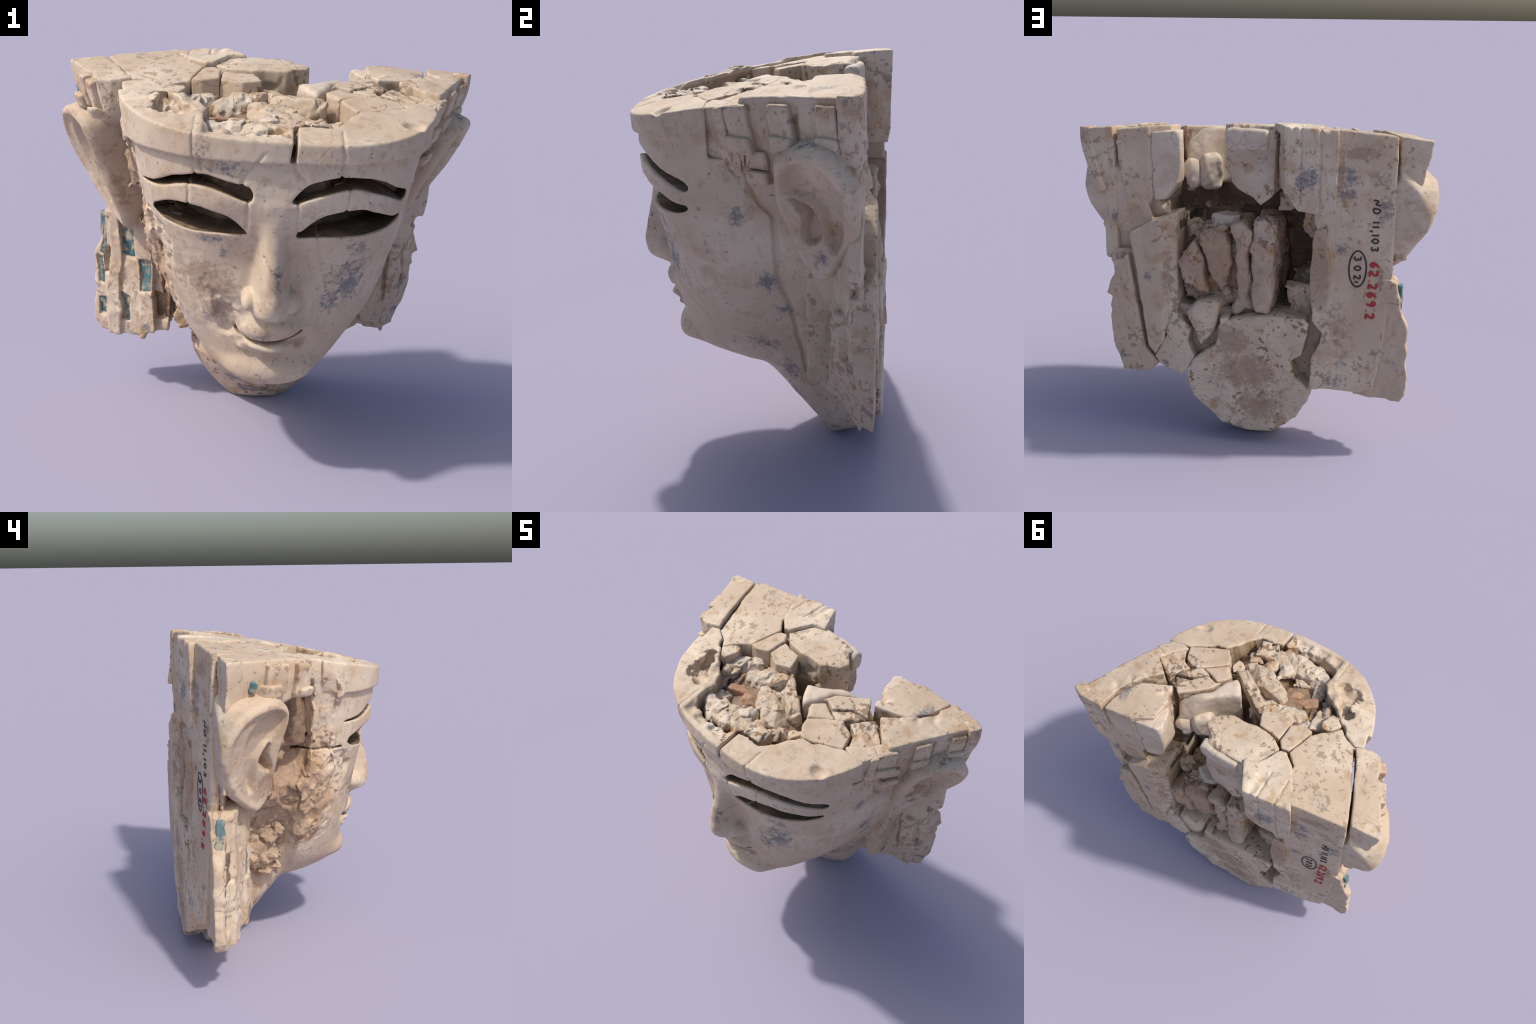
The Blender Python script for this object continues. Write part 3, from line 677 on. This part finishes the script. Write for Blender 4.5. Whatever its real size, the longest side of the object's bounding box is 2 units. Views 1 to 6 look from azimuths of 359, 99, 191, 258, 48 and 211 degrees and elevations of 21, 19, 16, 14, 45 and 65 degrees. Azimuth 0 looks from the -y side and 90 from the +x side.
    B("soil_fill", None, [(-.44, .95), (-.20, .95), (-.20, .40), (-.30, .40), (-.44, .45)], yr=(.25, .45), mat="broken", seed=44, rnd=.03, rough=.012, facet=.016)
    B("rough_column", None, [(.42, 1.10), (.30, 1.22), (.12, 1.26), (-.06, 1.22), (-.08, .80), (.16, .78), (.42, .80)], yr=(.16, .445), mat="column", seed=46, rnd=.03, rough=.016, facet=.034)
    # pale lumps hanging in the break
    B("pale_lump", [(.46, .20), (.36, .17), (.36, .26), (.40, .31), (.46, .30)], zr=(1.43, 1.62), mat="fresh", seed=42, rnd=.06)
    B("pale_lump", [(.375, .17), (.26, .10), (.24, .20), (.33, .27), (.375, .25)], zr=(1.42, 1.64), mat="fresh", seed=43, rnd=.06)

def make_core():
    # soil and rubble bed inside the hollow (top), and the wall of the back cavity
    G = Grid((-.62, -.50, .70), (.62, .42, 1.72), .009)
    d = poly2([(.62, -.05), (.40, -.18), (.24, -.40), (0, -.44), (-.2, -.44), (-.38, -.2), (-.60, .04), (-.60, .42), (.62, .42)], G.ax[0][:, None], G.ax[1][None, :])[:, :, None]
    pit = poly2([(.20, .24), (.08, .17), (-.02, .10), (.10, .0), (.25, .05), (.46, .2), (.5, .30), (.42, .6), (.12, .6)], G.ax[0][:, None], G.ax[1][None, :])[:, :, None]
    lvl = topz(G.X, G.Y) - .13
    lvl = lvl + (F4(1.31) - lvl) * np.clip((.03 - pit) / .05, 0, 1)
    V = smax(d, G.Z - lvl, .02)
    V = np.maximum(V, np.where(G.Z < 1.30, np.abs(G.X) - F4(.35), -1))
    V = smax(V, G.Y - curve(G.ax[2], [(.7, .22), (1.0, .24), (1.25, .16), (1.36, .17), (1.45, .20), (1.55, .25), (1.8, .32)])[None, None, :], .02)
    V = np.maximum(V, np.where(G.Z < 1.30, F4(.02) - G.Y, -1))
    slot = np.maximum(np.abs(G.X + .27) - .12, np.abs(G.Z - 1.10) - .29)
    V = smax(V, -np.maximum(slot, F4(.15) - G.Y), .02)
    idx, p = near(G, V, .06)
    f1, cv = cells(p, 9, 91)
    V[idx] += .018 * fbm(p, 9, 4, 90, .6) + .010 * cv
    build("soil_core", G, V, [MAT["soil"]], root, kind="stuff")
    # rubble chunks: convex broken lumps
    def chunk(name, c, r, rot, mat, seed, planes=9, rough=.004, facet=.008):
        rs = np.random.RandomState(seed)
        R = max(r) * 1.15; c = (c[0], c[1], c[2] - .012) if c[2] > 1.5 else c
        G = Grid([a - R for a in c], [a + R for a in c], .006)
        ca, sa = math.cos(rot), math.sin(rot)
        u = ((G.X - c[0]) * ca + (G.Y - c[1]) * sa) / r[0]; v = (-(G.X - c[0]) * sa + (G.Y - c[1]) * ca) / r[1]; w = (G.Z - c[2]) / r[2]
        V = smax(smax(np.abs(u) - .9, np.abs(v) - .9, .08), np.abs(w) - .85, .08)
        for k in range(planes):
            n = rs.normal(size=3); n /= np.linalg.norm(n)
            V = smax(V, n[0] * u + n[1] * v + n[2] * w - rs.uniform(.62, .95), .02)
        V = (V * min(r)).astype(F4)
        idx, p = near(G, V, .05)
        f1, cv = cells(p, 20, seed)
        V[idx] += rough * (fbm(p, 14, 4, seed, .62)) + facet * cv * .6
        build(name, G, V, [MAT[mat]], root)
    C = chunk
    C("rubble_chunk", (.07, -.17, 1.64), (.19, .085, .10), -.45, "crust", 1)
    C("rubble_chunk", (.09, -.06, 1.66), (.18, .06, .11), -.55, "crust", 2)
    C("rubble_chunk", (.02, -.01, 1.60), (.10, .06, .10), .4, "crust", 12)
    C("rubble_chunk", (-.14, -.02, 1.65), (.16, .10, .11), .3, "crust", 3, rough=.008, facet=.010)
    C("rubble_chunk", (-.25, .0, 1.64), (.11, .07, .10), .9, "fresh", 4, rough=.008, facet=.010)
    C("rubble_chunk", (-.36, -.07, 1.63), (.06, .11, .10), .6, "crust", 13)
    C("brown_lump", (-.20, -.17, 1.625), (.085, .045, .05), .5, "stone", 5, rough=.004, facet=.003)
    C("brown_lump", (-.11, -.19, 1.63), (.06, .045, .045), .2, "stone", 6, rough=.004, facet=.003)
    C("rubble_chunk", (.18, -.36, 1.64), (.09, .06, .07), .1, "crust", 7, rough=.008, facet=.012)
    C("rubble_chunk", (.04, -.36, 1.635), (.11, .07, .06), -.3, "crust", 8, rough=.008, facet=.012)
    C("rubble_chunk", (-.08, -.37, 1.64), (.10, .07, .06), -.1, "crust", 9, rough=.008, facet=.012)
    C("rubble_chunk", (-.18, -.37, 1.635), (.09, .08, .06), -.2, "fresh", 10, rough=.008, facet=.012)
    C("brown_lump", (.05, -.40, 1.65), (.03, .025, .03), .2, "stone", 11, rough=.004)
    C("rubble_chunk", (-.41, -.25, 1.60), (.04, .10, .08), -.4, "crust", 14)
    C("rubble_chunk", (.22, -.24, 1.60), (.07, .08, .08), .3, "crust", 15)
    # loose crumbs filling the trench
    rs = np.random.RandomState(5)
    trench = [(.30, -.22), (.20, -.30), (.10, -.30), (0, -.29), (-.10, -.28), (-.20, -.26), (-.28, -.22), (-.34, -.14), (-.38, -.06), (-.02, -.12), (-.30, .0), (.14, -.12), (-.1, -.1), (.24, -.14)]
    for k, (tx, ty) in enumerate(trench[:9]):
        x, y = tx + rs.uniform(-.04, .04), ty + rs.uniform(-.03, .03)
        q = rs.uniform(.028, .058)
        C("rubble_chunk", (x, y, float(topz(np.float64(x), np.float64(y))) - rs.uniform(.05, .10)), (q * rs.uniform(1.2, 1.8), q, q * .7), rs.uniform(0, 3), ["crust", "core", "crust", "fresh", "crust"][k % 5], 50 + k)
    C("pale_lump", (.18, .37, 1.27), (.09, .07, .06), .3, "fresh", 16, rough=.006)
    C("brown_lump", (.36, .36, 1.24), (.06, .05, .05), .1, "core", 18)
    C("brown_lump", (-.22, .33, 1.42), (.09, .07, .06), .1, "core", 19)

# ------------------------------------------------------------------ ears
NRM = np.array([1, -.48, -.4]); NRM = NRM / np.linalg.norm(NRM)
VV = np.array([.3058, -.1468, .9407]); UU = np.array([.4327, .9015, 0.0])
EAR_O = np.array([.824, .30, 1.35])
EARS = {
 1: dict(outer=[(-.126, .152), (-.113, .208), (-.071, .246), (-.01, .274), (.045, .285), (.097, .281), (.144, .255), (.184, .194), (.214, .129), (.224, .06), (.209, -.019), (.169, -.119), (.106, -.205), (.059, -.277), (.013, -.339), (-.05, -.361), (-.091, -.324), (-.121, -.267), (-.13, -.173), (-.144, -.071), (-.151, .046)],
         bowl=[(-.103, .133), (-.081, .174), (-.04, .213), (.022, .225), (.083, .212), (.13, .175), (.161, .116), (.164, .062), (.143, -.02), (.125, -.111), (.081, -.191), (.04, -.201), (.03, -.129), (.035, -.045), (.026, 0), (-.015, .045), (-.09, .062)],
         concha=[(-.092, .055), (-.015, .041), (.022, .005), (.030, -.029), (.027, -.1), (.003, -.153), (-.062, -.184), (-.077, -.119), (-.05, -.04), (-.077, .017)]),
 -1: dict(outer=[(-.164, .165), (-.139, .227), (-.077, .267), (-.01, .279), (.059, .266), (.118, .250), (.185, .190), (.225, .10), (.228, 0.0), (.20, -.08), (.15, -.17), (.08, -.262), (-.035, -.35), (-.093, -.379), (-.138, -.348), (-.162, -.27), (-.165, -.17), (-.155, -.093), (-.155, .004), (-.165, .084)],
         bowl=[(-.128, .177), (-.1, .218), (-.044, .239), (.014, .218), (.071, .154), (.098, .072), (.091, -.025), (.051, -.148), (-.009, -.247), (-.046, -.222), (-.028, -.116), (-.019, -.045), (-.044, .019), (-.086, .05)],
         concha=[(-.08, .045), (-.044, .015), (-.025, -.039), (-.03, -.085), (-.068, -.117), (-.117, -.133), (-.117, -.086), (-.09, -.03)]),
}
def make_ears():
    for sg in (1, -1):
        E_ = EARS[sg]
        lo = (.50, .06, .93) if sg > 0 else (-1.06, .06, .93)
        hi = (1.06, .58, 1.72) if sg > 0 else (-.50, .58, 1.72)
        G = Grid(lo, hi, .0065)
        dx, dy, dz = sg * G.X - F4(EAR_O[0]), G.Y - F4(EAR_O[1]), G.Z - F4(EAR_O[2])
        u = (dx * UU[0] + dy * UU[1] + dz * UU[2]).astype(F4)
        v = (dx * VV[0] + dy * VV[1] + dz * VV[2]).astype(F4)
        w = (dx * NRM[0] + dy * NRM[1] + dz * NRM[2]).astype(F4)
        # evaluate outlines on a fine 2D lattice and look them up
        gu = np.linspace(-.35, .45, 400).astype(F4); gv = np.linspace(-.55, .45, 500).astype(F4)
        def look(pts):
            T = poly2(pts, gu[:, None], gv[None, :])
            iu = np.clip(((u - gu[0]) / (gu[1] - gu[0])), 0, 398.99); iv = np.clip((v - gv[0]) / (gv[1] - gv[0]), 0, 498.99)
            a, b = iu.astype(np.int32), iv.astype(np.int32); fu, fv = iu - a, iv - b
            return T[a, b] * (1 - fu) * (1 - fv) + T[a + 1, b] * fu * (1 - fv) + T[a, b + 1] * (1 - fu) * fv + T[a + 1, b + 1] * fu * fv
        do, db, dc = look(soft(E_["outer"], 3)), look(soft(E_["bowl"], 3)), look(soft(E_["concha"], 3))
        tilt = (.03 if sg > 0 else .008) * np.clip(v / .28, -1, 1) + (.05 if sg > 0 else .10) * np.clip(u, -.1, .25) + (.026 if sg < 0 else .006)
        rim = np.exp(-((do + .028) / .022) ** 2)
        front = tilt + .012 + .014 * rim
        front = front - (.045 if sg > 0 else .034) * np.clip(-db / .028, 0, 1)          # scapha bowl
        front = front - .075 * np.clip(-dc / .022, 0, 1)          # concha
        V = smax(do, w - front, .03)
        V = smax(V, -(w - front + .24), .02); V = smax(V, G.Y - F4(.487), .012)
        idx, p = near(G, V, .04)
        V[idx] += .0035 * fbm(p, 12, 3, 200 + sg)
        build("ear", G, V, [MAT["ear"]], root)

# ------------------------------------------------------------------ hair locks
def make_locks():
    G0 = None
    def obox(name, sg, y0, y1, z0, z1, proud, back=.07, top=False, mat="lock", seed=1, rnd=.010, rough=.004, tilt=0):
        """a lock lying on the slanting side plane between two y positions"""
        ym = (y0 + y1) / 2
        a0 = float(curve(np.array([z0, z1]), SIDE).min()); a1 = float(curve(np.array([z0, z1]), SIDE).max())
        xa, xb = a0 + .48 * y0 - .12, a1 + .48 * y1 + .12
        lo, hi = ((xa, y0 - .08, z0 - .02), (xb, y1 + .08, z1 + .03))
        if sg < 0: lo, hi = (-xb, lo[1], lo[2]), (-xa, hi[1], hi[2])
        G = Grid(lo, hi, .006)
        s = side(G, sg)
        t = ((sg * G.X) * .433 + G.Y * .902)                     # coordinate along the plane
        xm = float(curve(np.array([1.64]), SIDE)[0]) + .48 * ym
        tm = xm * .433 + ym * .902; hw = (y1 - y0) * .5 * 1.11
        V = smax(np.abs(t - tm + tilt * (G.Z - 1.64)) - hw, s - proud, rnd)
        V = smax(V, -(s + back), rnd)
        V = smax(V, z0 - G.Z, rnd); V = smax(V, (G.Z - topz(G.X, G.Y) + .004) if top else G.Z - z1, rnd)
        idx, p = near(G, V, .03)
        V[idx] += rough * fbm(p, 14, 3, seed)
        build(name, G, V, [MAT[mat]], root)
    k = 300
    # upper locks, right side
    for y0, y1, zl, tl in ((-.03, .065, 1.615, .1), (.150, .235, 1.635, .05), (.325, .405, 1.645, .0)):
        k += 1; obox("hair_lock", 1, y0, y1, zl - .03, 1.85, .012, top=True, seed=k, tilt=tl)
        k += 1; obox("hair_lock", 1, y0 - .004, y1 + .004, zl - .075, zl, .034, seed=k, rnd=.014)
    obox("hair_lock", 1, .080, .135, 1.48, 1.85, -.010, top=True, seed=320)
    obox("hair_lock", 1, .250, .312, 1.55, 1.85, -.010, top=True, seed=321)
    obox("hair_lock", 1, .02, .11, 1.48, 1.56, .010, seed=322)
    obox("hair_lock", 1, .025, .11, 1.425, 1.480, .034, seed=323, rnd=.014)
    obox("hair_lock", 1, -.08, -.035, 1.50, 1.84, .018, top=True, seed=324)
    obox("hair_lock", 1, .41, .47, 1.45, 1.80, .012, seed=328)
    # upper locks, left side (weathered)
    obox("hair_lock", -1, .02, .085, 1.60, 1.85, .020, top=True, seed=330)
    obox("hair_lock", -1, .005, .085, 1.585, 1.635, .050, seed=331, rnd=.018, rough=.008)
    obox("hair_lock", -1, .135, .255, 1.62, 1.85, .020, top=True, seed=332)
    obox("hair_lock", -1, .18, .275, 1.605, 1.665, .046, seed=333, rnd=.018, rough=.008)
    obox("hair_lock", -1, .095, .125, 1.56, 1.85, -.04, top=True, seed=334, rough=.010)
    # turquoise remains beside the left ear top
    obox("blue_inlay", -1, .29, .335, 1.625, 1.70, .010, seed=336, mat="inlay", rnd=.02, rough=.008)

    # ---- lower bundles: stepped strands with inlay cells
    def bundle(sg, base, slope, x0, x1, outline, yback, cells_, strands, seed, mat, blue=True, foot=None):
        lo = (x0, base - .06, .30); hi = (x1, yback, 1.14)
        if sg < 0: lo, hi = (-x1, lo[1], lo[2]), (-x0, hi[1], hi[2])
        G = Grid(lo, hi, .006)
        ax = sg * G.X
        s = (base + slope * (ax - x0)) - G.Y                     # >0 in front of the plane
        f = s / math.sqrt(1 + slope * slope)
        off = np.zeros((len(G.ax[0]), 1, len(G.ax[2])), F4)
        A, Zz = sg * G.ax[0][:, None], G.ax[2][None, :]
        g2 = np.stack([v.ravel() for v in np.broadcast_arrays(A, F4(0), Zz)]).astype(F4)
        sh = (len(G.ax[0]), len(G.ax[2]))
        A = A + .012 * fbm(g2, 8, 2, seed + 7).reshape(sh); Zz = Zz + .016 * fbm(g2, 9, 2, seed + 8).reshape(sh)      # uneven, hand-cut strips
        rel = np.zeros((len(G.ax[0]), len(G.ax[2])), F4)
        for xa, xb, lean, lift in strands:
            m = np.clip((np.minimum(A - xa - lean * (Zz - .7), xb + lean * (Zz - .7) * 0 + lean * (Zz - .7) - A)) / .008 + .5, 0, 1)
            rel = rel + m * lift
        for xa, xb, za, zb, dep in cells_:
            m = np.clip(np.minimum(np.minimum(A - xa, xb - A), np.minimum(Zz - za, zb - Zz)) / .010 + .5, 0, 1)
            rel = rel - m * dep
        V = f - rel[:, None, :]
        ol = poly2(outline, A, Zz)[:, None, :]
        V = smax(V, ol, .014)
        V = smax(V, G.Y - F4(yback), .01)
        V = smax(V, -(f + .30), .01)
        if foot: V = foot_cut(G, V)
        idx, p = near(G, V, .04)
        V[idx] += .004 * fbm(p, 13, 3, seed) + .004 * fbm(p, 30, 2, seed + 1)
        P, Q = surface_nets(V, G); P = relax(P, Q, 1, .35)
        mesh_object("hair_bundle", P, Q, [MAT[mat]], root)
        for k, (xa, xb, za, zb, dep) in enumerate(cells_):       # pigment plates set in the cells
            if not blue or dep < .014: continue
            q0, q1 = (xa - .01, xb + .01) if sg > 0 else (-xb - .01, -xa + .01)
            yy = base + slope * ((xa + xb) / 2 - x0)
            g = Grid((q0, yy - .07, za - .01), (q1, yy + .10, zb + .01), .005)
            fa = sg * g.X
            ff = ((base + slope * (fa - x0)) - g.Y) / math.sqrt(1 + slope * slope)
            lift = sum(l for u0, u1, ln, l in strands if u0 <= (xa + xb) / 2 < u1)
            W_ = smax(np.abs(fa - (xa + xb) / 2) - (xb - xa) / 2 - .006, np.abs(g.Z - (za + zb) / 2) - (zb - za) / 2 - .006, .008)
            W_ = smax(W_, ff - (lift - dep + .008), .006); W_ = smax(W_, -(ff - lift + dep + .03), .006)
            ii, pp = near(g, W_, .02)
            W_[ii] += .006 * fbm(pp, 26, 3, seed + k)
            build("inlay", g, W_, [MAT["inlay"] if dep < .03 else MAT["soil"]], root)
    # left: strands with turquoise cells
    bundle(-1, .195, .55, .40, .92,
           [(.895, .39), (.86, .335), (.79, .33), (.72, .325), (.60, .335), (.575, .40), (.47, .41), (.48, .62), (.51, .80), (.53, .95), (.60, 1.08), (.80, 1.045), (.83, 1.03), (.865, .86), (.895, .62)],
           .52, [(.80, .845, .76, 1.0, .018), (.655, .735, .80, 1.0, .022), (.835, .865, .60, .74, .020), (.80, .825, .66, .82, .034), (.56, .63, .62, .80, .024), (.83, .865, .42, .52, .022),
                 (.69, .735, .42, .58, .026), (.47, .54, .48, .62, .034)],
           [(.82, .92, .02, -.004), (.735, .82, .02, .020), (.64, .735, .03, .002), (.55, .64, .03, .016), (.46, .55, .02, -.022)], 401, "lock")
    # right: plainer strands, stepped ledges
    bundle(1, .295, .45, .48, .88,
           [(.745, .375), (.70, .36), (.65, .44), (.56, .45), (.50, .50), (.48, .56), (.50, .75), (.52, .95), (.56, 1.10), (.84, 1.10), (.83, 1.0), (.815, .93), (.83, .86), (.81, .73), (.775, .54)],
           .50, [(.56, .63, .86, .93, .034), (.48, .55, .65, .72, .034), (.69, .765, .885, .93, .038), (.753, .768, .60, .885, .020), (.662, .678, .50, .86, .020), (.575, .59, .50, .85, .020), (.77, .84, .98, 1.03, .03)],
           [(.76, .88, .0, -.008), (.67, .76, .0, .020), (.58, .67, .0, .0), (.50, .58, .0, .016)], 411, "lock", False, (.37, .56))

# ------------------------------------------------------------------ handwriting on the back slab
GLYPH = {
 "N": [[(0, 0), (0, 1), (.7, 0), (.7, 1)]], "D": [[(0, 0), (0, 1), (.45, .95), (.7, .6), (.65, .25), (.35, .02), (0, 0)]], "1": [[(.2, 0), (.2, 1)]],
 ",": [[(.2, .1), (.05, -.35)]], "0": [[(.35, 0), (.05, .3), (.08, .75), (.4, 1), (.7, .7), (.65, .25), (.35, 0)]], "3": [[(0, .9), (.4, 1), (.6, .75), (.25, .52), (.62, .3), (.4, 0), (0, .1)]],
 "6": [[(.6, .95), (.2, .65), (.05, .25), (.3, 0), (.6, .2), (.45, .5), (.1, .35)]], "2": [[(0, .8), (.3, 1), (.6, .75), (.35, .35), (0, .02), (.65, .05)]],
 "9": [[(.6, .7), (.35, .5), (.08, .72), (.3, 1), (.6, .8), (.55, .35), (.4, 0)]], ".": [[(.15, .02), (.2, .08)]], " ": [],
}
def make_writing():
    def strokes(name, lines, r, mat):
        cu = bpy.data.curves.new(name, "CURVE"); cu.dimensions = "3D"; cu.bevel_depth = r; cu.bevel_resolution = 2; cu.use_fill_caps = True
        for ln in lines:
            sp = cu.splines.new("NURBS" if len(ln) > 3 else "POLY"); sp.points.add(len(ln) - 1)
            for q, pt in zip(sp.points, ln): q.co = (*pt, 1)
            if len(ln) > 3: sp.use_endpoint_u = True; sp.order_u = 3
        tmp = bpy.data.objects.new(name, cu); bpy.context.scene.collection.objects.link(tmp)
        me = bpy.data.meshes.new_from_object(tmp.evaluated_get(bpy.context.evaluated_depsgraph_get()))
        bpy.data.objects.remove(tmp); me.materials.clear(); me.materials.append(mat)
        # lay every stroke on the slab behind it
        slab = bpy.data.objects["ivory_slab.001"]
        from mathutils import Vector
        for v in me.vertices:
            ok, loc, nrm, fi = slab.ray_cast(Vector((v.co.x, 1.0, v.co.z)), Vector((0, -1, 0)))
            if ok: v.co.y = loc.y + .0012 + v.co.y * .35
        ob = bpy.data.objects.new(name, me); bpy.context.scene.collection.objects.link(ob); ob.parent = root
    def word(text, x, z, size, adv, lean):
        out = []
        for ch in text:
            for st in GLYPH[ch]:
                # text runs downward (-z); glyph up points to +x  (seen from behind: to the left)
                out.append([(x - st_y * size, 0, z - st_x * size) for st_x, st_y in st])
            w = {".": .45, ",": .45, " ": .45, "1": .55}.get(ch, 1.0)
            z -= adv * w; x += lean * w
        return out
    bpy.context.view_layer.update()
    strokes("catalogue_number_writing", word("ND 11,103", -.675, 1.475, .038, .046, .0005), .0045, MAT["black"])
    strokes("accession_number_writing", word("62.269.2", -.672, 1.135, .048, .0490, .0026), .0068, MAT["red"])
    loop = [(-.604 + .047 * math.cos(a), 0, 1.095 + .102 * math.sin(a)) for a in np.linspace(0, 2 * math.pi, 22)]
    strokes("circled_number_writing", word("302", -.585, 1.165, .038, .052, 0) + [[(-.61, 0, 1.02), (-.59, 0, 1.022)]] + [loop], .0045, MAT["black"])

for part in (make_head, make_blocks, make_core, make_ears, make_locks, make_writing):
    part()
